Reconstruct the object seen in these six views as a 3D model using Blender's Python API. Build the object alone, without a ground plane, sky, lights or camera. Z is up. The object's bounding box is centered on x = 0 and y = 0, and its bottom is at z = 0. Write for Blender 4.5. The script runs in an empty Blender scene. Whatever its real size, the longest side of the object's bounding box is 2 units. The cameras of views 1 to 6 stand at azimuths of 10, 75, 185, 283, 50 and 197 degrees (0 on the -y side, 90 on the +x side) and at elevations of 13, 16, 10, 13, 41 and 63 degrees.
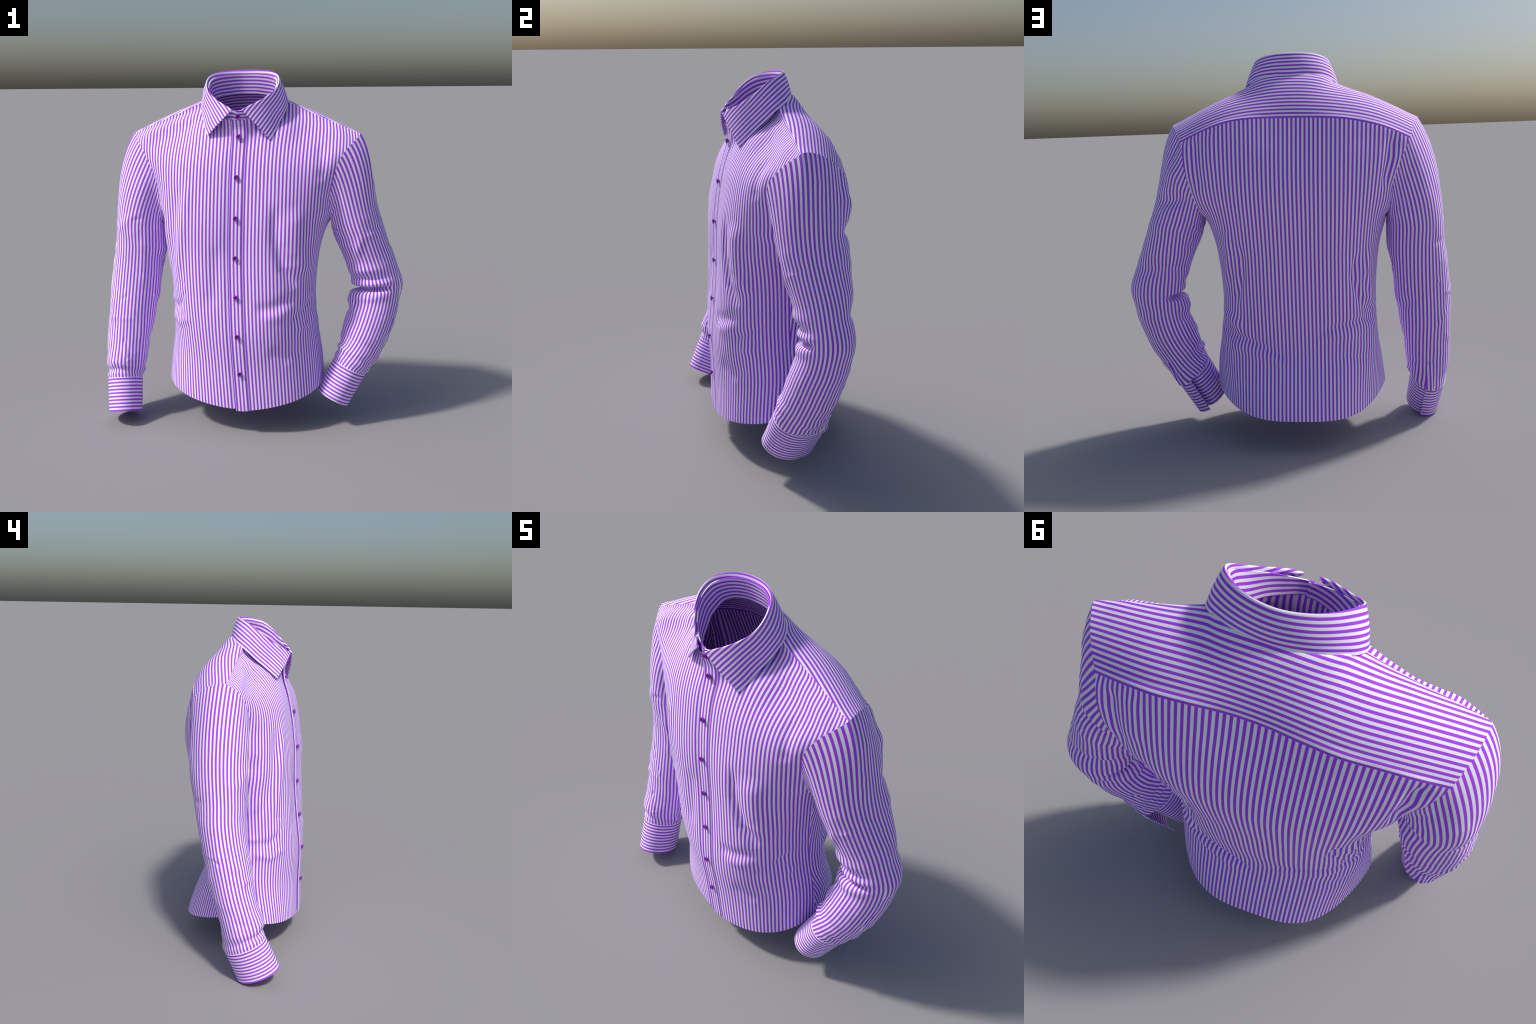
"""A men's long-sleeved striped dress shirt, worn by nobody, left sleeve bent at the elbow.

Every cloth part is a sewing-pattern piece.  Its rest shape (the Basis) is the flat cut piece,
measured in metres of cloth; the shape key "worn" folds it around the body.  The woven stripes
are one procedural wave on Generated coordinates, i.e. on the flat cloth, so they follow the
grain over every seam and wrinkle.
"""
import bpy, math
import numpy as np

XC = -0.038            # the body's plane of symmetry
PITCH = 0.0198         # one purple + one white stripe of the weave
THICK = 0.0045         # cloth thickness
rng = np.random.default_rng(11)

# ------------------------------------------------------------------ small maths helpers
def spline(ts, P):
    """Smooth curve through points P at parameters ts."""
    ts = np.asarray(ts, float); P = np.asarray(P, float)
    one = P.ndim == 1
    if one: P = P[:, None]
    h = np.diff(ts)[:, None]; d = np.diff(P, axis=0) / h
    m = np.empty_like(P)
    m[0], m[-1] = d[0], d[-1]
    m[1:-1] = (d[:-1] * h[1:] + d[1:] * h[:-1]) / (h[1:] + h[:-1])
    def f(t):
        t = np.asarray(t, float); sh = t.shape; t = t.ravel()
        k = np.clip(np.searchsorted(ts, t, side="right") - 1, 0, len(ts) - 2)
        hh = h[k, 0]; x = np.clip((t - ts[k]) / hh, 0, 1)[:, None]; hh = hh[:, None]
        r = ((2*x**3 - 3*x**2 + 1) * P[k] + (x**3 - 2*x**2 + x) * hh * m[k]
             + (-2*x**3 + 3*x**2) * P[k+1] + (x**3 - x**2) * hh * m[k+1])
        return r[:, 0].reshape(sh) if one else r.reshape(sh + (P.shape[1],))
    return f

def table(*rows):
    """rows (z, v...) in rising z -> smooth function of z"""
    a = np.array(rows, float)
    return spline(a[:, 0], a[:, 1] if a.shape[1] == 2 else a[:, 1:])

def arclen(P, axis=0):
    d = np.linalg.norm(np.diff(P, axis=axis), axis=-1)
    pad = [(0, 0)] * d.ndim; pad[axis] = (1, 0)
    return np.pad(np.cumsum(d, axis=axis), pad)

def through(P):
    """Arc-length parametrised smooth curve on [0, 1] through the points P."""
    P = np.asarray(P, float); s = arclen(P); c = spline(s / s[-1], P)
    q = c(np.linspace(0, 1, 600)); s = arclen(q); s /= s[-1]
    return lambda t: c(np.interp(t, s, np.linspace(0, 1, 600)))

def mirrored(P):
    """curve on [0, 1] from a point on the centre line outwards, smooth across the centre"""
    c = through([(-p[0], p[1], p[2]) for p in P[:0:-1]] + list(P))
    return lambda t: c(.5 + .5 * np.asarray(t))

def resample(P, n):
    s = arclen(P); t = np.linspace(0, s[-1], n)
    return np.stack([np.interp(t, s, P[:, k]) for k in range(3)], -1)

def smooth(x, a=0.0, b=1.0):
    x = np.clip((np.asarray(x, float) - a) / (b - a), 0, 1)
    return x * x * (3 - 2 * x)

def bell(x): return np.exp(-np.asarray(x) ** 2)

def grid_normals(P):
    du = np.gradient(P, axis=0); dv = np.gradient(P, axis=1)
    n = np.cross(du, dv)
    return n / (np.linalg.norm(n, axis=-1, keepdims=True) + 1e-12)

def blur(A, sig):
    """gaussian blur along axis 0, edges held"""
    if sig < 0.4: return A
    r = int(3 * sig) + 1; k = np.exp(-0.5 * (np.arange(-r, r + 1) / sig) ** 2); k /= k.sum()
    Q = np.concatenate([2*A[:1] - A[1:r+1][::-1], A, 2*A[-1:] - A[-r-1:-1][::-1]])
    return np.stack([np.convolve(Q[:, c], k, "valid") for c in range(A.shape[1])], -1)

# ------------------------------------------------------------------ materials
def stripe_material(name, along, phase=0.0):
    """Woven bengal stripe; `along` 0: stripes at constant cloth x, 1: at constant cloth y."""
    m = bpy.data.materials.new(name); m.use_nodes = True
    nt = m.node_tree; N, L = nt.nodes, nt.links
    b = N["Principled BSDF"]
    tc = N.new("ShaderNodeTexCoord")
    mp = N.new("ShaderNodeMapping"); mp.vector_type = "POINT"      # Generated -> cloth metres
    mp.inputs["Location"].default_value = (-1, -1, -1); mp.inputs["Scale"].default_value = (2, 2, 2)
    L.new(tc.outputs["Generated"], mp.inputs["Vector"])
    w = N.new("ShaderNodeTexWave"); w.wave_type = "BANDS"; w.bands_direction = "XY"[along]; w.wave_profile = "SIN"
    w.inputs["Scale"].default_value = math.tau / (20 * PITCH)
    w.inputs["Phase Offset"].default_value = math.tau * phase
    w.inputs["Distortion"].default_value = 0
    L.new(mp.outputs[0], w.inputs["Vector"])
    r = N.new("ShaderNodeValToRGB"); e = r.color_ramp.elements
    e[0].position, e[0].color = 0.36, WHITE
    e[1].position, e[1].color = 0.62, PURPLE
    L.new(w.outputs["Fac"], r.inputs["Fac"])
    nz = N.new("ShaderNodeTexNoise"); nz.inputs["Scale"].default_value = 60; nz.inputs["Detail"].default_value = 3
    L.new(mp.outputs[0], nz.inputs["Vector"])
    mx = N.new("ShaderNodeMix"); mx.data_type = "RGBA"; mx.blend_type = "MULTIPLY"; mx.inputs["Factor"].default_value = 0.03
    L.new(r.outputs["Color"], mx.inputs["A"]); L.new(nz.outputs["Color"], mx.inputs["B"])
    L.new(mx.outputs["Result"], b.inputs["Base Color"])
    b.inputs["Roughness"].default_value = 0.75
    b.inputs["Specular IOR Level"].default_value = 0.18
    return m

WHITE = (0.97, 0.94, 0.97, 1)
PURPLE = (0.42, 0.070, 0.92, 1)

def plain(name, col, rough=0.35, spec=0.5):
    m = bpy.data.materials.new(name); m.use_nodes = True
    nt = m.node_tree; b = nt.nodes["Principled BSDF"]
    nz = nt.nodes.new("ShaderNodeTexNoise"); nz.inputs["Scale"].default_value = 90
    tc = nt.nodes.new("ShaderNodeTexCoord"); nt.links.new(tc.outputs["Object"], nz.inputs["Vector"])
    r = nt.nodes.new("ShaderNodeValToRGB")
    r.color_ramp.elements[0].color = (*[c * 0.85 for c in col], 1); r.color_ramp.elements[1].color = (*col, 1)
    nt.links.new(nz.outputs["Fac"], r.inputs["Fac"]); nt.links.new(r.outputs["Color"], b.inputs["Base Color"])
    b.inputs["Roughness"].default_value = rough; b.inputs["Specular IOR Level"].default_value = spec
    return m

MAT_UP = stripe_material("striped_cotton_lengthwise", 0)
MAT_ACROSS = stripe_material("striped_cotton_crosswise", 1)
MAT_BUTTON = plain("purple_button_plastic", (0.27, 0.028, 0.45), 0.45, 0.4)
MAT_HOLE = plain("dark_purple_button_centre", (0.05, 0.005, 0.10), 0.8, 0.2)

# ------------------------------------------------------------------ object helpers
root = bpy.data.objects.new("dress_shirt", None)
bpy.context.scene.collection.objects.link(root)
root["label"] = "long-sleeved purple and white striped button-up dress shirt"
root["category"] = "dress shirt"

def add(name, me, parent):
    o = bpy.data.objects.new(name, me)
    bpy.context.scene.collection.objects.link(o)
    o.parent = parent
    return o

def cloth(name, P, rest, mat, parent=root, thick=THICK, rims="", closed=False, flip=False):
    """Cloth piece from a grid of worn positions P and flat positions rest, given a thickness.
    rims: which borders show their cut edge (0: u=0, 1: u=1, 2: v=0, 3: v=1)."""
    nu, nv = P.shape[:2]
    n = grid_normals(P)
    if closed:
        m = (n[0] + n[-1]); m /= np.linalg.norm(m, axis=-1, keepdims=True); n[0] = n[-1] = m
    if flip: n = -n
    V = np.concatenate([P.reshape(-1, 3), (P - n * thick).reshape(-1, 3)])
    R2 = rest.reshape(-1, 2)
    R = np.concatenate([np.c_[R2, np.zeros(len(R2))], np.c_[R2, np.full(len(R2), -thick)]])
    k = np.arange(nu * nv).reshape(nu, nv)
    q = np.stack([k[:-1, :-1], k[1:, :-1], k[1:, 1:], k[:-1, 1:]], -1).reshape(-1, 4)
    if flip: q = q[:, ::-1]
    F = [q, q[:, ::-1] + nu * nv]
    edges = {"0": k[0], "1": k[-1][::-1], "2": k[::-1, 0], "3": k[:, -1]}
    for c in rims:
        e = edges[c]; f = np.stack([e[:-1], e[1:], e[1:] + nu * nv, e[:-1] + nu * nv], -1)
        F.append(f[:, ::-1] if flip else f)
    F = np.concatenate(F)
    me = bpy.data.meshes.new(name)
    me.from_pydata(R.tolist(), [], F.tolist())
    me.polygons.foreach_set("use_smooth", [True] * len(me.polygons))
    me.use_auto_texspace = False
    me.texspace_location = (0, 0, 0); me.texspace_size = (1, 1, 1)
    me.set_sharp_from_angle(angle=math.radians(50))
    me.materials.append(mat)
    o = add(name, me, parent)
    o.shape_key_add(name="flat_cut")
    s = o.shape_key_add(name="worn"); s.data.foreach_set("co", V.astype(np.float32).ravel()); s.value = 1.0
    me.update()
    return o

# ------------------------------------------------------------------ wrinkles
def fold(U, V, pts, width, height, sharp=1.0, taper=0.25):
    """A ridge (height > 0) or valley along a polyline in panel coordinates (U, V)."""
    pts = np.asarray(pts, float); best = np.full(U.shape, 1e9); at = np.zeros(U.shape)
    L = arclen(pts)
    for a, b, l0, l1 in zip(pts[:-1], pts[1:], L[:-1], L[1:]):
        d = b - a; t = np.clip(((U - a[0]) * d[0] + (V - a[1]) * d[1]) / (d @ d), 0, 1)
        r = np.hypot(U - a[0] - t * d[0], V - a[1] - t * d[1])
        c = r < best; best = np.where(c, r, best); at = np.where(c, (l0 + t * (l1 - l0)) / L[-1], at)
    end = smooth(at, 0, taper) * smooth(1 - at, 0, taper)
    return height * end * np.exp(-(best / width) ** (2 * sharp))

def ripples(U, V, seed, n, amp, size, aspect, angle, spread=0.3, mask=None):
    """Many small elongated folds scattered over a panel."""
    g = np.random.default_rng(seed); D = np.zeros(U.shape)
    u0, u1, v0, v1 = U.min(), U.max(), V.min(), V.max()
    for _ in range(n):
        cu, cv = g.uniform(u0, u1), g.uniform(v0, v1)
        a = angle + g.normal(0, spread); s = size * g.uniform(0.6, 1.5); h = amp * g.normal(0, 1)
        x = (U - cu) * math.cos(a) + (V - cv) * math.sin(a); y = -(U - cu) * math.sin(a) + (V - cv) * math.cos(a)
        D += h * bell(x / (s * aspect)) * bell(y / s)
    return D if mask is None else D * mask

# ------------------------------------------------------------------ the body's guide curves
xc_f = table((.10, -.003), (.147, -.006), (.367, -.020), (.583, -.031), (.797, -.040), (1.01, -.045), (1.225, -.041),
             (1.44, -.038), (1.648, -.034), (1.75, -.036))
yc_f = table((.10, -.332), (.147, -.333), (.367, -.333), (.583, -.338), (.797, -.316), (1.01, -.298), (1.225, -.292),
             (1.44, -.265), (1.55, -.241), (1.648, -.212), (1.70, -.210), (1.738, -.222))
yc_b = table((.15, .360), (.165, .357), (.25, .332), (.35, .293), (.42, .264), (.5, .245), (.6, .255), (.7, .275), (.8, .292),
             (.9, .305), (1.0, .318), (1.1, .335), (1.2, .350), (1.3, .358), (1.4, .345), (1.5, .310), (1.6, .264), (1.68, .233))

SIDE = {  # side seam, hem to underarm
    +1: [(.417, .0, .262), (.407, .0, .40), (.383, .0, .54), (.366, .0, .66), (.363, .0, .80), (.374, .0, .94),
         (.394, .0, 1.06), (.424, .015, 1.15)],
    -1: [(-.497, .0, .262), (-.484, .0, .38), (-.466, .0, .50), (-.455, .0, .64), (-.454, .0, .76), (-.459, .0, .88),
         (-.480, .0, 1.04), (-.505, .01, 1.13)],
}
ARM_F = {  # armhole, underarm to shoulder tip, front half
    +1: [(.443, .035, 1.185), (.440, -.040, 1.198), (.440, -.095, 1.235), (.440, -.113, 1.291), (.446, -.130, 1.354), (.458, -.145, 1.413),
         (.472, -.153, 1.473), (.492, -.137, 1.525), (.520, -.106, 1.571), (.558, -.070, 1.611), (.598, -.024, 1.656)],
    -1: [(-.515, .025, 1.175), (-.508, -.045, 1.195), (-.506, -.098, 1.242), (-.511, -.108, 1.299), (-.518, -.113, 1.355), (-.531, -.119, 1.410),
         (-.547, -.121, 1.463), (-.571, -.117, 1.512), (-.597, -.106, 1.562), (-.630, -.078, 1.609), (-.674, -.024, 1.655)],
}
ARM_B = {  # armhole, underarm to the end of the yoke seam, back half
    +1: [(.443, .035, 1.185), (.436, .130, 1.195), (.441, .215, 1.244), (.455, .240, 1.296), (.469, .250, 1.349), (.482, .255, 1.400),
         (.494, .248, 1.451), (.500, .236, 1.504), (.507, .205, 1.557), (.512, .180, 1.576)],
    -1: [(-.515, .025, 1.175), (-.520, .090, 1.190), (-.528, .150, 1.240), (-.532, .173, 1.297), (-.541, .190, 1.353), (-.558, .199, 1.404),
         (-.576, .206, 1.455), (-.598, .195, 1.504), (-.614, .185, 1.540), (-.620, .178, 1.558)],
}
NECK = [(.0, -.222, 1.735), (.07, -.207, 1.742), (.125, -.160, 1.765), (.165, -.105, 1.795), (.202, -.050, 1.822), (.213, -.006, 1.840)]
NECK_B = [(.213, -.006, 1.840), (.208, .025, 1.860), (.184, .058, 1.873), (.130, .085, 1.881), (.062, .099, 1.885), (.0, .103, 1.885)]
SEAM = [(.213, -.006, 1.840), (.295, -.009, 1.797), (.396, -.011, 1.755), (.445, -.014, 1.735), (.542, -.021, 1.695), (.588, -.024, 1.674)]   # shoulder seam, neck to tip

FULL = table((.14, 2.3), (.45, 2.2), (.60, 2.5), (.75, 3.0), (1.0, 3.3), (1.25, 3.3), (1.42, 2.9), (1.55, 2.5), (1.74, 2.1))   # how square the front section is

def sided(pts, s): return [((p[0] * s) + XC, p[1], p[2]) for p in pts]

def edge_curve(s, arm):
    """side seam + armhole as one curve; returns f(t), t at underarm"""
    a, b = np.array(SIDE[s] + arm[s][:1]), np.array(arm[s])
    la, lb = arclen(a)[-1], arclen(b)[-1]; tu = la / (la + lb)
    ca, cb = through(a), through(b)
    return (lambda t: np.where((np.asarray(t) < tu)[:, None], ca(np.clip(t / tu, 0, 1)), cb(np.clip((t - tu) / (1 - tu), 0, 1)))), tu

def rows(nv, tu):
    """row parameters with a row exactly on the underarm"""
    k = int(round(nv * tu)); return np.concatenate([np.linspace(0, tu, k + 1), np.linspace(tu, 1, nv - k)[1:]]), k

PARTS = {}

# ------------------------------------------------------------------ fronts
def front_base(s, nu, nv):
    edge, tu = edge_curve(s, ARM_F)
    t, k = rows(nv, tu); E0 = edge(t); E = blur(E0, 14)
    z0, z1 = E[0, 2], E[-1, 2]
    zb = .147 if s > 0 else .154
    zc = zb + (E[:, 2] - z0) / (z1 - z0) * (1.735 - zb)
    x0 = xc_f(zc); y0 = yc_f(zc)
    over = -.037 if s > 0 else -.030     # how far each front reaches past the centre line, under/over
    ph = np.interp(t, [0, tu, tu + .06 * (1 - tu), tu + .25 * (1 - tu), tu + .6 * (1 - tu), 1], np.radians([90, 86, 78, 66, 60, 50]))
    ph = np.minimum(blur(ph[:, None], 12)[:, 0], math.pi / 2)
    P = np.zeros((nu, nv, 3))
    for j in range(nv):
        e = 2 / FULL(zc[j])
        A = (E[j, 0] - x0[j]) * s / math.sin(ph[j]) ** e; B = (E[j, 1] - y0[j]) / (1 - max(math.cos(ph[j]), 0) ** e)
        f = np.linspace(-.5, 1, 900); f = np.sign(f) * np.abs(f) ** 1.3 * ph[j]
        X = np.sign(f) * A * np.abs(np.sin(f)) ** e
        row = np.stack([x0[j] + s * X, y0[j] + B * (1 - np.clip(np.cos(f), 0, 1) ** e),
                        zc[j] + (E[j, 2] - zc[j]) * (np.clip(f, 0, None) / ph[j]) ** (1 + (.0 if s > 0 else .4) * smooth(.6 - zc[j], 0, .4))], -1)
        k0 = np.searchsorted(X, over); first = row[k0 - 1] + (row[k0] - row[k0 - 1]) * (over - X[k0 - 1]) / (X[k0] - X[k0 - 1])
        row = np.concatenate([first[None], row[k0:]])
        P[:, j] = resample(row, nu)
    near = smooth(np.linspace(0, 1, nu), .62, 1)[:, None] ** 1.5
    P += near[:, :, None] * (E0 - P[-1])[None]
    u = arclen(P, 0) + over
    top = np.array(sided(NECK, s)); top[0, 0] = xc_f(1.735)
    tip = ARM_F[s][-1]
    seam = np.array(sided(SEAM, s) + [tip])
    c1, c2 = through(top), through(seam)
    T = np.concatenate([c1(np.linspace(0, 1, 300)), c2(np.linspace(0, 1, 300))[1:]])
    X = (P[:, -1, 0] - x0[-1]) * s
    Tx = (T[:, 0] - x0[-1]) * s; Tx = np.maximum.accumulate(Tx + np.arange(len(Tx)) * 1e-7)
    TT = np.stack([np.interp(X, Tx, T[:, c]) for c in range(3)], -1)
    TT[:, 0] = np.where(X < 0, P[:, -1, 0], TT[:, 0])
    D = TT - P[:, -1]; D[-1] = 0
    for j in range(nv):
        w = smooth(zc[j], 1.40, 1.735) ** 1.2 if zc[j] < 1.735 else 1.0
        sg = nu * .10 * (1 - smooth(zc[j], 1.55, 1.735))
        Dj = blur(D, sg)
        Dj = Dj + (0 - Dj[-1]) * smooth(np.linspace(0, 1, nu), .7, 1)[:, None]
        P[:, j] += Dj * np.array([w, w ** 1.9, w ** .75])
    return P, u, zc, t, tu, k

def finish(P, D):
    return P + grid_normals(P) * D[..., None]

def front(s):
    nu, nv = 150, 230
    P, u, zc, t, tu, k = front_base(s, nu, nv)
    U = np.abs(u); Z = P[..., 2]
    n = grid_normals(P); out = 1.0 if n[nu // 3, nv // 3, 1] < 0 else -1.0
    D = FRONT_WRINKLES[s](U, Z)
    D *= smooth(np.arange(nu) / nu, .10, .2)[:, None] * smooth(1 - np.arange(nu) / (nu - 1), 0, .06)[:, None] * smooth(1 - np.arange(nv) / (nv - 1), 0, .06)[None]
    down = arclen(P, 1); down = down[:, -1:] - down                   # cloth rolls over the shoulder just below the seam
    D = D + .016 * smooth(U, .06, .14) * (1 - smooth(U, .24, .34)) * bell((Z - 1.68) / .07) * smooth(down, .02, .08)   # pad under the collar leaf
    D = D + (.014 if s > 0 else .018) * bell((down - .065) / .045) * smooth(down, 0, .04) * smooth(U, .20, .32) * (1 - smooth(U, .52, .66))
    Q = P + n * (out * D)[..., None]
    if s < 0:   # the wearer's right front lies under the other one
        Q[..., 1] += .009 * smooth(.075 - u, 0, .05)
    v = arclen(P[nu // 2], 0)
    rest = np.stack([np.broadcast_to(s * u + (.2 if s > 0 else .58) * PITCH, (nu, nv)), np.broadcast_to(v, (nu, nv))], -1)
    cloth("front_panel", Q, rest, MAT_UP, rims="02", flip=out < 0)
    PARTS["front", s] = (Q, u, Z, k, out)

FRONT_WRINKLES = {
    +1: lambda U, Z: (.010 * bell((U - .17) / .11) * bell((Z - 1.05) / .30) + fold(U, Z, [(.20, 1.32), (.215, 1.10), (.26, .95), (.36, .82)], .030, -.018)
                      + fold(U, Z, [(.31, 1.30), (.33, 1.05), (.40, .90)], .05, .016)
                      + fold(U, Z, [(.08, .74), (.17, .735), (.25, .76), (.34, .80)], .034, -.011)
                      + fold(U, Z, [(.13, .69), (.22, .695), (.31, .75)], .034, .006)
                      + fold(U, Z, [(.28, .66), (.38, .70), (.50, .78)], .022, -.012)
                      + fold(U, Z, [(.30, .60), (.42, .62), (.55, .68)], .024, .010)
                      + fold(U, Z, [(.43, 1.62), (.45, 1.5), (.46, 1.40)], .032, -.009)
                      + fold(U, Z, [(.15, .50), (.25, .46), (.38, .50)], .04, -.007)
                      + ripples(U, Z, 13, 70, .0028, .016, 2.4, .2, .8, smooth(U, .16, .34) * bell((Z - .72) / .26)) + ripples(U, Z, 3, 30, .008, .028, 2.2, .3, .6, smooth(U, .28, .45) * bell((Z - .78) / .25) * (1 - smooth(U, .45, .58)))),
    -1: lambda U, Z: (.010 * bell((U - .19) / .12) * bell((Z - 1.08) / .34) + fold(U, Z, [(.265, 1.45), (.30, 1.2), (.325, 1.03), (.37, .83)], .032, .009)
                      + fold(U, Z, [(.33, 1.42), (.365, 1.2), (.39, 1.03), (.43, .84)], .036, -.009)
                      + fold(U, Z, [(.45, 1.30), (.46, 1.1), (.49, .90)], .035, .008)
                      + fold(U, Z, [(.10, 1.1), (.11, .9), (.15, .7)], .04, -.008)
                      + fold(U, Z, [(.30, .76), (.40, .70), (.52, .73)], .024, -.010)
                      + fold(U, Z, [(.26, .66), (.38, .62), (.52, .65)], .026, .009)
                      + fold(U, Z, [(.34, 1.80), (.31, 1.74), (.27, 1.68)], .016, -.006)
                      + fold(U, Z, [(.38, 1.78), (.35, 1.70), (.31, 1.62)], .022, .005)
                      + ripples(U, Z, 15, 70, .0028, .016, 2.4, -.2, .8, smooth(U, .16, .34) * bell((Z - .72) / .26)) + ripples(U, Z, 5, 30, .008, .028, 2.2, -.3, .6, smooth(U, .28, .45) * bell((Z - .78) / .25))),
}

# ------------------------------------------------------------------ back and yoke
YOKE = [(-.620, .178, 1.558), (-.515, .214, 1.607), (-.406, .236, 1.639), (-.294, .252, 1.660), (-.182, .247, 1.669), (-.067, .235, 1.673),
        (.049, .233, 1.675), (.163, .241, 1.674), (.279, .240, 1.660), (.395, .216, 1.624), (.512, .180, 1.576)]

def back():
    nh, nv = 130, 230
    H = {}
    for s in (-1, 1):
        edge, tu = edge_curve(s, ARM_B)
        t, k = rows(nv, .62); t = np.concatenate([np.linspace(0, tu, k + 1), np.linspace(tu, 1, nv - k)[1:]])
        E = blur(edge(t), 14)
        zc = .165 + (E[:, 2] - E[0, 2]) / (E[-1, 2] - E[0, 2]) * (1.674 - .165)
        H[s] = E, zc, tu, k, t, edge(t)
    zc = (H[1][1] + H[-1][1]) / 2
    xc = np.interp(zc, [.16, .6, 1.2, 1.674], [-.038, -.04, -.045, -.045]); yc = yc_b(zc)
    halves = []
    for s in (-1, 1):
        E, _, tu, k, t, E0 = H[s]
        ph = np.interp(t, [0, tu, tu + .10 * (1 - tu), tu + .3 * (1 - tu), tu + .6 * (1 - tu), 1], np.radians([90, 86, 80, 70, 64, 60]))
        ph = np.minimum(blur(ph[:, None], 12)[:, 0], math.pi / 2)
        P = np.zeros((nh, nv, 3))
        for j in range(nv):
            low = smooth(.60 - zc[j], 0, .42)
            ex, ey = 2 / (2.6 + .9 * low), 2 / (2.45 - 1.3 * low)
            A = (E[j, 0] - xc[j]) / math.sin(ph[j]) ** ex; B = (yc[j] - E[j, 1]) / (1 - max(math.cos(ph[j]), 0) ** ey)
            f = np.linspace(0, ph[j], 400)
            g = (np.sin(f) / math.sin(ph[j])) ** (ex * (2.4 if s > 0 else 4.5)) * low + (1 - low) * f / ph[j]
            row = np.stack([xc[j] + A * np.sin(f) ** ex, yc[j] - B * (1 - np.clip(np.cos(f), 0, 1) ** ey), zc[j] + (E[j, 2] - zc[j]) * g], -1)
            P[:, j] = resample(row, nh)
        P += (smooth(np.linspace(0, 1, nh), .6, 1) ** 1.5)[:, None, None] * (E0 - P[-1])[None]
        halves.append(P)
    P = np.concatenate([halves[0][::-1], halves[1][1:]])
    nu = P.shape[0]
    base = P.copy()
    Y = np.array(YOKE); yk = through(Y)(np.linspace(0, 1, 600))
    TT = np.stack([np.interp(P[:, -1, 0], yk[:, 0], yk[:, c]) for c in range(3)], -1)
    D = TT - P[:, -1]
    for j in range(nv):
        w = smooth(zc[j], 1.25, 1.674) ** 1.4
        Dj = blur(D, nu * .05 * (1 - smooth(zc[j], 1.5, 1.674)))
        Dj = Dj * (smooth(np.arange(nu) / nu, 0, .08) * smooth(1 - np.arange(nu) / (nu - 1), 0, .08))[:, None] if j < nv - 1 else D
        P[:, j] += w * Dj
    u = arclen(base, 0); u -= u[nh - 1]
    stretch = np.interp(zc, [.16, 1.0, 1.674], [1.0, 1.0, 1.085])      # drawn tight over the shoulder blades
    u = u / stretch
    Z = P[..., 2]
    n = grid_normals(P); out = 1.0 if n[nh, nv // 3, 1] > 0 else -1.0
    Dp = back_wrinkles(u, Z)
    Dp *= smooth(np.arange(nu) / nu, 0, .04)[:, None] * smooth(1 - np.arange(nu) / (nu - 1), 0, .04)[:, None] * smooth(1 - np.arange(nv) / (nv - 1), 0, .05)[None]
    Q = P + n * (out * Dp)[..., None]
    v = arclen(base[nh], 0)
    rest = np.stack([u, np.broadcast_to(v, u.shape)], -1) + np.array([BACK_PHASE, 0])
    cloth("back_panel", Q, rest, MAT_UP, rims="2", flip=out < 0)
    PARTS["back"] = (Q, H)

BACK_PHASE = -.32 * PITCH
def back_wrinkles(U, Z):
    D = fold(U, Z, [(.50, .60), (.27, .555), (.16, .515), (.05, .455), (-.04, .435)], .017, -.016)
    D += fold(U, Z, [(.46, .53), (.27, .505), (.14, .465), (.02, .41)], .026, .012)
    D += fold(U, Z, [(.48, .69), (.38, .67), (.26, .62)], .026, .011)
    D += fold(U, Z, [(-.06, .585), (-.2, .62), (-.36, .645), (-.50, .62)], .018, -.013)
    D += fold(U, Z, [(-.04, .53), (-.2, .565), (-.38, .575)], .024, .010)
    D += fold(U, Z, [(-.10, .45), (-.25, .47), (-.42, .44)], .03, -.008)
    D += fold(U, Z, [(.27, 1.08), (.275, .9), (.33, .72)], .022, -.017)
    D += fold(U, Z, [(.34, 1.15), (.36, .95), (.42, .8)], .03, .014)
    D += fold(U, Z, [(-.33, 1.02), (-.30, .87), (-.36, .7)], .020, -.016)
    D += fold(U, Z, [(-.42, 1.05), (-.38, .9), (-.44, .74)], .022, .014)
    D += fold(U, Z, [(-.49, 1.64), (-.455, 1.48), (-.46, 1.30)], .024, -.020)
    D += fold(U, Z, [(.46, 1.62), (.455, 1.48), (.44, 1.32)], .026, -.014)
    D += fold(U, Z, [(.38, 1.66), (.37, 1.55), (.38, 1.42)], .03, .008)
    D += ripples(U, Z, 18, 110, .0028, .016, 2.4, .1, .8, smooth(np.abs(U), .10, .30) * bell((Z - .62) / .20))
    D += ripples(U, Z, 8, 34, .008, .028, 2.6, .15, .5, smooth(np.abs(U), .18, .35) * (1 - smooth(np.abs(U), .42, .56)) * bell((Z - .68) / .22))
    return D

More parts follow.
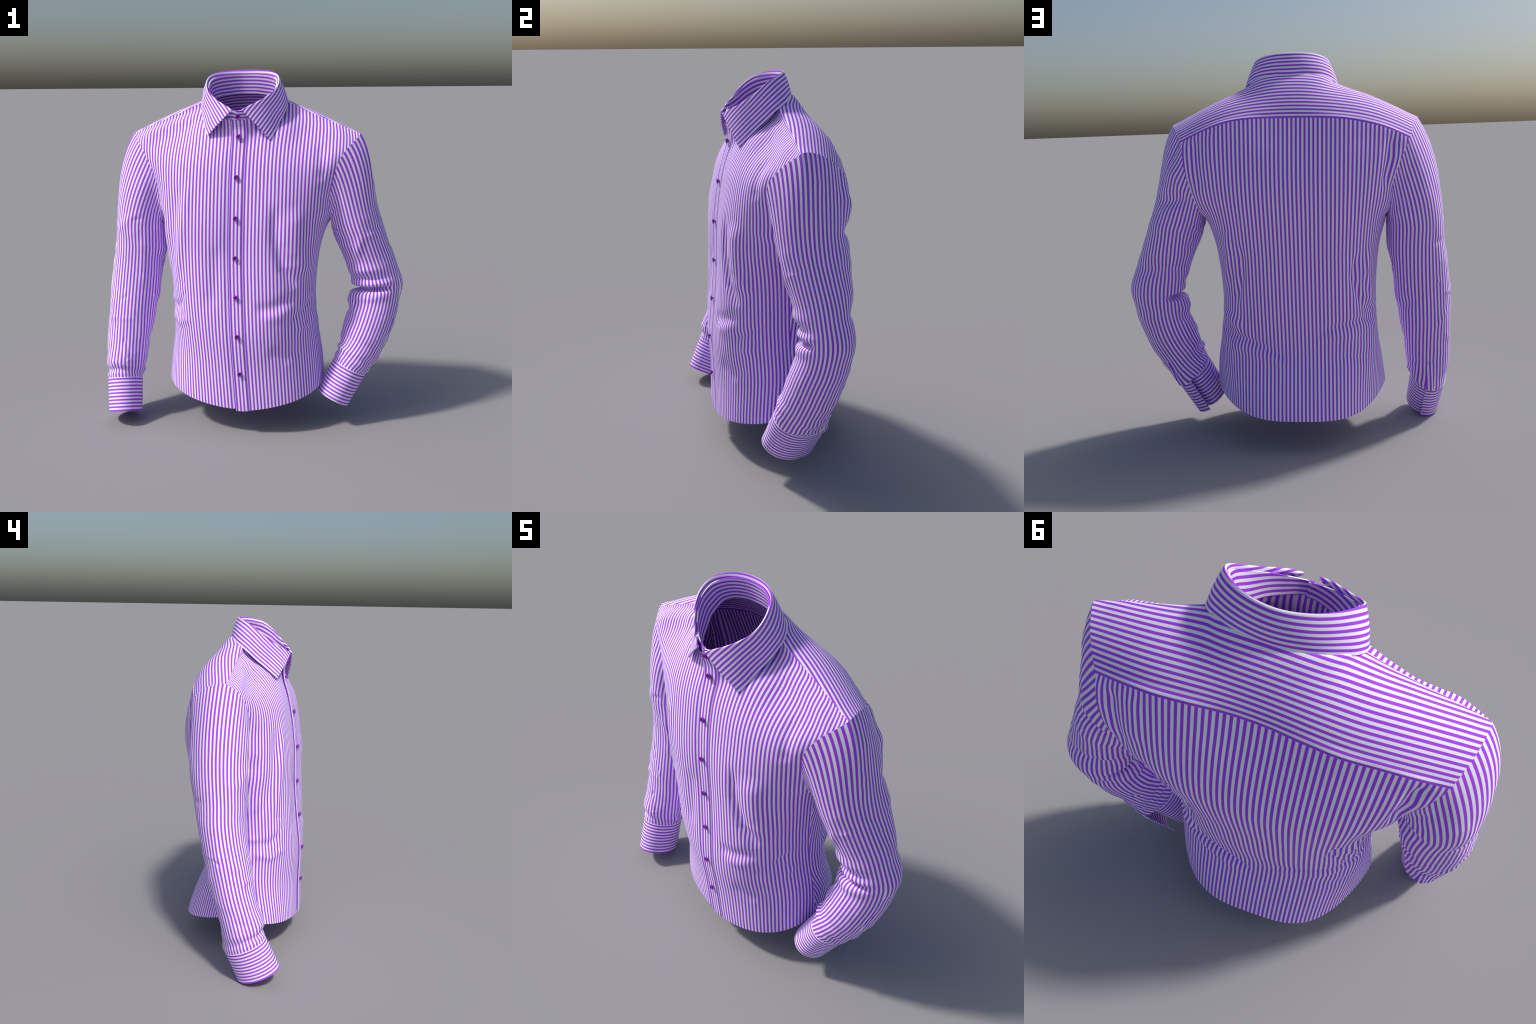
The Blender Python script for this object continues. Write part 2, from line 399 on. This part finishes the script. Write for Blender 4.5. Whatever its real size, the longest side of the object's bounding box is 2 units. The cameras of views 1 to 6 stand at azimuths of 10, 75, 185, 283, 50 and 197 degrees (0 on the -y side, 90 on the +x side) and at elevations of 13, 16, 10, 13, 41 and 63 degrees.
def yoke():
    nu, nv = 221, 70
    s = np.linspace(-1, 1, nu)
    bot = through(YOKE)(np.linspace(0, 1, 600))
    tips = {k: ARM_F[k][-1] for k in (1, -1)}
    half = {}
    for k in (1, -1):
        nb = through(sided(NECK_B, k))(np.linspace(1, 0, 300)); sm = through(np.array(sided(SEAM, k) + [tips[k]]))(np.linspace(0, 1, 300))
        half[k] = nb, sm
    sn = .33
    T = np.zeros((nu, 3))
    for i, si in enumerate(s):
        k = 1 if si >= 0 else -1; a = abs(si); nb, sm = half[k]
        c, x = (nb, a / sn) if a < sn else (sm, (a - sn) / (1 - sn))
        T[i] = [np.interp(x, np.linspace(0, 1, 300), c[:, q]) for q in range(3)]
    B = resample(bot, nu)
    xb = np.interp(s, [-1, 0, 1], [B[0, 0], XC, B[-1, 0]])
    B = np.stack([np.interp(xb, bot[:, 0], bot[:, q]) for q in range(3)], -1)
    t = np.linspace(0, 1, nv)
    P = (1 - t)[None, :, None] * B[:, None] + t[None, :, None] * T[:, None]
    d = np.stack([.30 * s, .45 * np.ones(nu), .90 * np.ones(nu)], -1); d /= np.linalg.norm(d, axis=-1, keepdims=True)
    h = np.interp(s, [-1, -.6, -.38, -.2, 0, .2, .38, .6, 1], [.032, .062, .056, .028, .016, .024, .048, .046, .026])
    shape = (t ** .85 * (1 - t) ** .68); shape /= shape.max()
    P = P + (h[:, None] * shape[None])[..., None] * d[:, None]
    for j in range(nv - 1): P[:, j] = blur(P[:, j], 16 * (1 - t[j]) ** .7 * smooth(t[j], 0, .1))
    v = arclen(P, 1)
    u = arclen(P[:, 0], 0); u -= u[nu // 2]
    rest = np.stack([np.broadcast_to(u[:, None], v.shape), v + .005], -1)
    n = grid_normals(P); out = n[nu // 2, nv // 2, 2] > 0
    cloth("yoke", P, rest, MAT_ACROSS, flip=not out)
    PARTS["yoke"] = P

for s in (1, -1): front(s)
back(); yoke()

# ------------------------------------------------------------------ sleeves
SPINE = {   # centre x, y, z, half-width outward, half-width forward
    +1: [(.592, .056, 1.13, .141, .163), (.643, .066, 1.0, .136, .146), (.680, .068, .90, .137, .129), (.702, .071, .80, .138, .124),
         (.695, .062, .70, .139, .129), (.672, .038, .60, .138, .133), (.642, .013, .50, .130, .133), (.600, -.008, .40, .111, .133), (.563, -.024, .325, .097, .126)],
    -1: [(-.658, .014, 1.12, .148, .155), (-.664, .003, 1.0, .150, .145), (-.682, -.007, .90, .146, .133), (-.695, -.025, .80, .144, .127),
         (-.705, -.047, .70, .141, .125), (-.716, -.069, .60, .136, .122), (-.728, -.095, .50, .129, .116), (-.736, -.124, .40, .121, .116),
         (-.742, -.149, .30, .110, .120), (-.744, -.165, .228, .096, .122)],
}
CUFF = {+1: dict(end=(.476, -.066, .150), w0=(.100, .127), w1=(.094, .122)),
        -1: dict(end=(-.722, -.243, .053), w0=(.0955, .121), w1=(.090, .122))}

TURN = {+1: 25, -1: 15}         # the top of the sleeve sits this many degrees forward
GRAIN = {+1: .03, -1: .06}      # how far the sleeve's grain leans round at the cap

def frame(tan, s):
    a = np.array([s, 0, 0.0]) - tan * (s * tan[..., :1]); a /= np.linalg.norm(a, axis=-1, keepdims=True)
    b = np.cross(tan, a) * s; b = np.where(b[..., 1:2] > 0, -b, b)
    return a, b

def sleeve(s):
    nt, ncap, narm = 181, 60, 190
    # the armhole loop: tip -> front -> underarm -> back -> yoke end -> tip
    Q, u, Z, k, out = PARTS["front", s]
    f = Q[-1, k:][::-1]
    BQ, H = PARTS["back"]; kb = H[s][3]
    b = BQ[-1 if s > 0 else 0, kb:]
    yk = PARTS["yoke"][-1 if s > 0 else 0]
    bk = np.concatenate([b, yk[1:]])
    f, bk = resample(f, 91), resample(bk, 91)
    loop = np.concatenate([f, bk[1:]])
    sp = np.array(SPINE[s]); c = through(sp[:, :3])
    L = arclen(sp[:, :3]); wf = spline(L / L[-1], sp[:, 3:])
    tt = np.linspace(0, 1, narm); C = c(tt)
    T = np.gradient(C, axis=0); T = blur(T, 8); T /= np.linalg.norm(T, axis=-1, keepdims=True)
    cuff_dir = np.array(CUFF[s]["end"]) - C[-1]; cuff_dir /= np.linalg.norm(cuff_dir)
    T = T + smooth(tt, .8, 1)[:, None] * (cuff_dir - T); T /= np.linalg.norm(T, axis=-1, keepdims=True)
    a, bb = frame(T, s); W = wf(tt)
    an = np.linspace(0, math.tau, 721)
    an = an + math.radians(TURN[s])
    half = nt // 2; fa = np.linspace(0, 1, half + 1); ga = fa + GRAIN[s] * np.sin(math.pi * fa)
    R = np.zeros((nt, narm, 3)); per = np.zeros((nt, narm))
    for j in range(narm):
        ring = C[j] + np.cos(an)[:, None] * W[j, 0] * a[j] + np.sin(an)[:, None] * W[j, 1] * bb[j]
        rl = arclen(ring); l1 = np.interp(math.pi, an, rl)
        at = np.concatenate([ga * l1, rl[-1] - ga[-2::-1] * (rl[-1] - l1)])
        R[:, j] = np.stack([np.interp(at, rl, ring[:, m]) for m in range(3)], -1); l = at
        if j == 0: true_angle = np.interp(at, rl, an)
        per[:, j] = np.where(np.arange(nt) <= nt // 2, l, l - l[-1])
    # cap: from the armhole loop down to the first ring
    d = np.linalg.norm(R[:, 0] - loop, axis=-1)
    mid = loop.mean(0)
    t1 = np.array([.25 * s, 0, -1.0]); t1 /= np.linalg.norm(t1)
    up = .5 + .5 * np.cos(np.linspace(0, 1, nt) * math.tau)
    start = (R[:, 0] - loop) / d[:, None]
    start = start + np.stack([s * (.34 * up ** 1.5 if s > 0 else .42 * up ** 5), 0 * up, -.10 * (1 - up)], -1)
    start /= np.linalg.norm(start, axis=-1, keepdims=True)
    x = np.linspace(0, 1, ncap + 1)[None, :-1, None]
    m0 = start * (d * 1.0)[:, None]; m1 = t1[None] * (d * 1.0)[:, None]
    tang = (R[:, 1] - R[:, 0]); tang /= np.linalg.norm(tang, axis=-1, keepdims=True); m1 = tang * (d * 1.0)[:, None]
    cap = ((2*x**3 - 3*x**2 + 1) * loop[:, None] + (x**3 - 2*x**2 + x) * m0[:, None] + (-2*x**3 + 3*x**2) * R[:, :1] + (x**3 - x**2) * m1[:, None])
    P = np.concatenate([cap, R], 1)
    uu = np.concatenate([np.repeat(per[:, :1], ncap, 1), per], 1)
    ll = np.concatenate([arclen(cap[0]), arclen(cap[0])[-1] + arclen(C)])
    v = np.broadcast_to(ll, uu.shape)
    n = grid_normals(P); m = n[0] + n[-1]; m /= np.linalg.norm(m, axis=-1, keepdims=True); n[0] = n[-1] = m
    cen = P.mean(0, keepdims=True); out = 1.0 if ((P - cen) * n)[:, -60].sum() > 0 else -1.0
    A = np.broadcast_to(np.degrees(true_angle)[:, None], uu.shape)     # 0 outward, 90 front, 180 inner, 270 back
    Zl = P[..., 2]
    D = SLEEVE_WRINKLES[s](A, np.broadcast_to(Zl.mean(0, keepdims=True), uu.shape), Zl)
    D *= smooth(np.arange(P.shape[1]), 2, 22)[None]
    jn = P.shape[1]; D *= smooth(jn - 1 - np.arange(jn), 0, 8)[None]
    D += END_LIFT[s] * ang(A, 283, 20) * bell((np.arange(jn) - jn + 1) / 14)[None]
    Q = P + n * (out * D)[..., None]
    Q[-1] = Q[0]
    rest = np.stack([uu, v], -1)
    # cut the flat piece along the underarm seam: roll the grid so that it starts there
    h = nt // 2
    Q2 = np.concatenate([Q[h:-1], Q[:h + 1]]); r2 = np.concatenate([rest[h:-1], rest[:h + 1]])
    r2[0, :, 0] = -r2[-1, :, 0]
    o = cloth("sleeve", Q2, r2 + np.array([.005, 0]), MAT_UP, closed=True, flip=out < 0)
    PARTS["sleeve", s] = dict(P=Q, out=out, C=C, T=T, a=a, b=bb, W=W, obj=o, n=n, angle=np.degrees(true_angle))

def ang(A, c, w):  # angular bell, degrees
    return bell((((A - c) + 180) % 360 - 180) / w)

def arc(A, a0, a1, soft=25):
    A = np.where(A > 360, A - 360, A)   # smooth angular window, degrees
    return smooth(A, a0 - soft, a0 + soft) * (1 - smooth(A, a1 - soft, a1 + soft))

def elbow(A, Z):
    zc = .778 + .00022 * (180 - A)
    D = -.054 * arc(A, 60, 232) * bell((Z - zc) / .012)
    D += .014 * arc(A, 70, 190, 40) * bell((Z - zc + .042) / .028)
    D += .011 * arc(A, 45, 150, 40) * bell((Z - zc - .032) / .022)
    D += -.012 * arc(A, 70, 170, 30) * bell((Z - zc - .066) / .018)
    D += .014 * arc(A, 75, 150, 40) * bell((Z - zc - .115) / .030)
    D += .011 * arc(A, 150, 220, 20) * bell((Z - .705) / .020) - .009 * arc(A, 150, 220, 20) * bell((Z - .655) / .022)
    D += .006 * arc(A, 140, 210, 20) * bell((Z - .57) / .03)
    D += .012 * ang(A, 300, 60) * bell((Z - .80) / .08)
    D += -.018 * ang(A, 262, 50) * bell((Z - .925) / .03) + .006 * ang(A, 255, 50) * bell((Z - 1.01) / .04)
    D += -.010 * ang(A, 260, 40) * bell((Z - .70) / .025)
    D += .024 * ang(A, 278, 38) * bell((Z - 1.43) / .06) - .030 * ang(A, 275, 38) * bell((Z - 1.285) / .035)
    return D

def gathers(A, Z, z0, seed):
    """pleats and slack just above a cuff"""
    g = np.random.default_rng(seed); D = np.zeros(A.shape)
    for _ in range(26):
        D += np.clip(g.normal(0, .0065), -.011, .011) * ang(A, g.uniform(0, 360), g.uniform(20, 55)) * bell((Z - z0 - g.uniform(.0, .16)) / g.uniform(.012, .03))
    return D

SLEEVE_WRINKLES = {
    +1: lambda A, Z, Zv: (elbow(A, Zv) + gathers(A, Z, .33, 4)
                          - .008 * ang(A, 125, 22) * bell((Z - 1.33) / .12)
                          + ripples(A / 360 * .9, Z, 31, 120, .0026, .014, 2.6, .5, .8) + ripples(A / 360, Z, 21, 40, .0055, .028, 3.0, 0.3, .7)),
    -1: lambda A, Z, Zv: (gathers(A, Z, .23, 9) + .013 * ang(A, 90, 70) * bell((Z - .35) / .04) - .014 * ang(A, 60, 80) * bell((Z - .28) / .02)
                          + ripples(A / 360 * .9, Z, 32, 120, .0026, .014, 2.6, -.5, .8) + ripples(A / 360, Z, 22, 40, .0055, .028, 3.0, -0.3, .7)
                          - .016 * ang(A, 128, 24) * bell((Z - 1.34) / .13) + .008 * ang(A, 85, 22) * bell((Z - 1.35) / .15)
                          + fold(A / 360, Z, [(.30, 1.1), (.33, .9), (.36, .75)], .03, .008) - .008 * arc(A, 130, 200) * bell((Z - .95) / .04)),
}
END_LIFT = {+1: .034, -1: .005}     # the unbuttoned slit stands open
for s in (1, -1): sleeve(s)

# ------------------------------------------------------------------ cuffs
def cuff(s):
    S = PARTS["sleeve", s]; c0 = S["C"][-1]; c1 = np.array(CUFF[s]["end"])
    d = c1 - c0; ln = np.linalg.norm(d); d /= ln
    a, b = frame(d[None], s); a, b = a[0], b[0]
    nt, nv = 160, 24
    # the band starts at the back, runs all the way round and ends in a free overlapping tab
    A0, A1 = (math.radians(q) for q in CUFF_START[s]); turn = A0 - A1
    f = np.linspace(0, 1, nv)
    P = np.zeros((nt, nv, 3)); u = np.zeros((nt, nv))
    tab = CUFF_TAB[s]
    for j in range(nv):
        w = np.array(CUFF[s]["w0"]) * (1 - f[j]) + np.array(CUFF[s]["w1"]) * f[j] + .002
        an = np.linspace(0, turn, 300)
        al = A0 - an
        rise = CUFF_TAB[s][2] * (smooth(an, turn * .84, turn) - smooth(turn - an, turn * .85, turn))[:, None]
        rise = rise * (CUFF_TAB[s][3] + (1 - CUFF_TAB[s][3]) * f[j])
        e = np.cos(al)[:, None] * a * (w[0] + rise) + np.sin(al)[:, None] * b * (w[1] + rise)
        te = e[-1] - e[-2]; te /= np.linalg.norm(te)
        no = np.cross(te, d); no = no if no @ e[-1] > 0 else -no
        x = np.linspace(0, 1, 40)[1:, None]
        ext = e[-1] + te * x * tab[0] + no * tab[1] * x ** 1.5
        row = np.concatenate([e, ext]) + c0 + d * (ln * f[j] - .001)
        P[:, j] = resample(row, nt); u[:, j] = arclen(P[:, j])
    rest = np.stack([u, np.broadcast_to(f * ln, u.shape)], -1)
    n = grid_normals(P); out = ((P[60] - c0) * n[60]).sum() > 0
    cloth("cuff", P, rest, MAT_ACROSS, parent=S["obj"], thick=.006, rims="0123", flip=not out)

CUFF_START = {+1: (292, -92), -1: (266, -82)}     # where the band starts (under) and ends (over)
CUFF_TAB = {+1: (.016, .004, .032, .95), -1: (.040, -.009, .008, .25)}   # free end: length, lift, how far it stands off, same at its top
for s in (1, -1): cuff(s)

def sleeve_placket(s):
    """the finished slit above the cuff: a narrow strip with a pointed end, sewn on the back of the sleeve"""
    S = PARTS["sleeve", s]; P = S["P"]; n = S["n"] * S["out"]
    nu, nv, length, width = 15, 60, .150, .036
    along = arclen(P.mean(0)); j1 = P.shape[1] - 1
    A = S["angle"]; i0 = np.argmin(np.abs(A - SLIT[s]))
    Q = np.zeros((nu, nv, 3)); rest = np.zeros((nu, nv, 2))
    for b in range(nv):
        d = length * (1 - b / (nv - 1)); j = np.interp(along[-1] - d, along, np.arange(j1 + 1)); k = min(int(j), j1 - 1); x = j - k
        ring = P[:-1, k] * (1 - x) + P[:-1, k + 1] * x; nn = n[:-1, k]
        ring, nn = np.roll(ring, -i0 + 60, 0), np.roll(nn, -i0 + 60, 0)
        l = arclen(ring); l -= l[60]
        w = width * min(1, .12 + .88 * smooth(length - d, -.004, .026))
        for a in range(nu):
            q = (a / (nu - 1) - .5) * w
            lift = .0045 if 0 < a < nu - 1 else .0028
            Q[a, b] = [np.interp(q, l, ring[:, c] + lift * nn[:, c]) for c in range(3)]; rest[a, b] = q + .005, -d
    no = grid_normals(Q)[7, 30]; out = no @ n[i0, -15] > 0
    cloth("sleeve_placket", Q, rest, MAT_UP, parent=S["obj"], thick=.003, rims="0123", flip=not out)

SLIT = {+1: 300, -1: 268}
for s in (1, -1): sleeve_placket(s)

# ------------------------------------------------------------------ collar: stand and fall
FOLD = [(0, .075, 1.995), (.09, .057, 1.993), (.15, .020, 1.984), (.192, -.035, 1.962), (.200, -.085, 1.925), (.180, -.130, 1.884),
        (.146, -.165, 1.855), (.114, -.193, 1.835), (.080, -.218, 1.818), (.050, -.236, 1.804), (.026, -.248, 1.790)]
LOWER = [(0, .107, 1.880), (.10, .096, 1.881), (.17, .070, 1.874), (.219, .034, 1.852), (.239, .002, 1.833), (.240, -.032, 1.807), (.229, -.076, 1.765),
         (.209, -.119, 1.723), (.193, -.162, 1.680), (.170, -.200, 1.640)]

def collar():
    nu, nv = 241, 34
    s = np.linspace(-1, 1, nu); t = np.linspace(0, 1, nv)
    f, l = mirrored(FOLD), mirrored(LOWER)
    a = np.abs(s)
    F = f(a); Lo = l(a)
    Lo[:, 2] += np.where(s < 0, .012, -.004) * smooth(a, .6, 1)
    for q in (F, Lo): q[:, 0] = q[:, 0] * np.where(s < 0, -1, 1) + XC
    P = (1 - t)[None, :, None] * Lo[:, None] + t[None, :, None] * F[:, None]
    cen = np.array([XC, -.06, 0]); rad = P - cen; rad[..., 2] = 0; rad /= np.linalg.norm(rad, axis=-1, keepdims=True)
    h = .006 * np.sin(math.pi * t)
    P = P + rad * h[None, :, None]
    # roll over the fold and a little way down inside
    k = 12; x = np.linspace(0, 1, k + 1)[1:]
    inn = F[:, None] - rad[:, -1:] * (.010 * np.sin(x * math.pi / 2)[None, :, None]) + np.array([0, 0, 1.0]) * (.004 * np.sin(x * math.pi) - .022 * x ** 2)[None, :, None] * (1 - .8 * smooth(a, .75, 1))[:, None, None]
    P = np.concatenate([P, inn], 1)
    v = arclen(P, 1); u = arclen(P[:, nv // 2], 0)
    full = v[:, nv - 1:nv]; even = blur(full, 18)                    # the collar is cut straight: even out the grain
    v = np.where(np.arange(v.shape[1])[None] < nv, v / full * even, v - full + even)
    rest = np.stack([np.broadcast_to(u[:, None], v.shape), (v - v[nu // 2, nv - 1]) * 1.04], -1)
    n = grid_normals(P); out = n[nu // 2, nv // 2, 1] > 0
    o = cloth("collar", P, rest, MAT_ACROSS, thick=.006, rims="0123", flip=not out)
    # stand
    nu2, nv2 = 221, 20
    inner = [(p[0] - .026, p[1] - .002, p[2] - .020) for p in NECK_B[3:0:-1]]
    lo = mirrored([(0, .090, 1.868), (.055, .087, 1.867)] + inner + [(.184, -.015, 1.818), (.175, -.055, 1.800), (.152, -.101, 1.766), (.118, -.152, 1.748), (.070, -.190, 1.736), (.030, -.206, 1.734), (.0, -.211, 1.733)])
    hi = mirrored([(0, .063, 1.978), (.085, .046, 1.976), (.142, .012, 1.966), (.180, -.038, 1.944), (.186, -.085, 1.908), (.167, -.128, 1.868),
                  (.135, -.160, 1.842), (.104, -.186, 1.821), (.070, -.206, 1.804), (.035, -.219, 1.790), (.0, -.224, 1.783)])
    s = np.linspace(-1, 1.0, nu2); a = np.abs(s)
    t = np.linspace(0, 1, nv2)
    A, B = lo(a), hi(a)
    for q in (A, B): q[:, 0] = q[:, 0] * np.where(s < 0, -1, 1) + XC
    # wearer's left end laps over the right one
    lap = smooth(s, .86, 1.0)
    ext = np.stack([np.linspace(0, -.030, 12)[1:], np.full(11, -.001), np.zeros(11)], -1)
    A = np.concatenate([A, A[-1] + ext]); B = np.concatenate([B, B[-1] + ext * np.array([.55, 1, 1])])
    lap = np.concatenate([lap, np.ones(11)])
    A[:, 1] -= .006 * lap; B[:, 1] -= .006 * lap
    P = (1 - t)[None, :, None] * A[:, None] + t[None, :, None] * B[:, None]
    v = arclen(P, 1); u = arclen(P[:, 0], 0)
    v = v / v[:, -1:] * blur(v[:, -1:], 30)
    rest = np.stack([np.broadcast_to(u[:, None], v.shape), v - v[nu2 // 2, -1] + .010], -1)
    n = grid_normals(P); out = n[nu2 // 2, nv2 // 2, 1] > 0
    cloth("collar_stand", P, rest, MAT_ACROSS, thick=.005, rims="0123", flip=not out)
collar()

# ------------------------------------------------------------------ button placket and buttons
def placket():
    nu = 15
    Q, u, Z, k, out = PARTS["front", 1]; nv = Q.shape[1]
    n = grid_normals(Q) * out
    x = np.linspace(-.0375, .037, nu)
    x[-2] = .0362
    lift = np.full(nu, .0022); lift[0] = .0042; lift[1] = .0034; lift[-2] = .0020; lift[-1] = -.0008
    P = np.zeros((nu, nv, 3))
    for j in range(nv):
        for c in range(3):
            P[:, j, c] = np.interp(x, u[:, j], (Q + 0)[:, j, c]) + lift * np.interp(x, u[:, j], n[:, j, c])
        P[0, j, 0] -= .0005
    P[:, 0, 2] -= .0015
    v = arclen(Q[75], 0)
    rest = np.stack([np.broadcast_to(x[:, None], (nu, nv)), np.broadcast_to(v, (nu, nv))], -1)
    return cloth("button_placket", P, rest, MAT_UP, thick=.003, rims="0123", flip=out < 0)
strip = placket()

def button_mesh():
    prof = [(0, .0045), (.0062, .0045), (.0085, .0050), (.0098, .0072), (.0115, .0082), (.0130, .0076), (.0138, .0058), (.0138, .0030), (.0128, .0008), (.0100, 0), (.0, 0)]
    n = 40; V, F = [], []
    for r, h in prof:
        for i in range(n): V.append((r * math.cos(i * math.tau / n), r * math.sin(i * math.tau / n), h))
    for k in range(len(prof) - 1):
        for i in range(n):
            j = (i + 1) % n; F.append((k*n + i, k*n + j, (k+1)*n + j, (k+1)*n + i)[::-1])
    M = [0] * len(F)
    def tube(cx, cy, r, z0, z1, m):
        b = len(V); q = 12
        for z in (z0, z1):
            for i in range(q): V.append((cx + r * math.cos(i * math.tau / q), cy + r * math.sin(i * math.tau / q), z))
        for i in range(q): F.append((b + i, b + (i+1) % q, b + q + (i+1) % q, b + q + i)); M.append(m)
        F.append(tuple(b + q + i for i in range(q))); M.append(m)
    for i in range(4):
        a = math.tau * (i + .5) / 4; tube(.0034 * math.cos(a), .0034 * math.sin(a), .0021, .002, .0049, 1)
    tube(0, 0, .004, -.006, .001, 1)     # thread shank
    me = bpy.data.meshes.new("button"); me.from_pydata(V, [], F)
    me.polygons.foreach_set("use_smooth", [True] * len(F)); me.polygons.foreach_set("material_index", M)
    me.materials.append(MAT_BUTTON); me.materials.append(MAT_HOLE)
    me.set_sharp_from_angle(angle=math.radians(45))
    return me

BM = button_mesh()
for i, z in enumerate([1.648, 1.44, 1.225, 1.011, .797, .583, .367, 1.753]):
    x, y = xc_f(np.array([z]))[0], yc_f(np.array([z]))[0]
    slope = (yc_f(np.array([z + .03]))[0] - yc_f(np.array([z - .03]))[0]) / .06
    if i == 7: x, y, slope = -.035, -.2135, -.22
    o = add("button", BM, strip)
    o.location = (x, y - .0078 - (.006 if i == 7 else 0), z)
    o.rotation_euler = (math.pi / 2 - math.atan(slope) + rng.normal(0, .05), 0, rng.normal(0, .06))
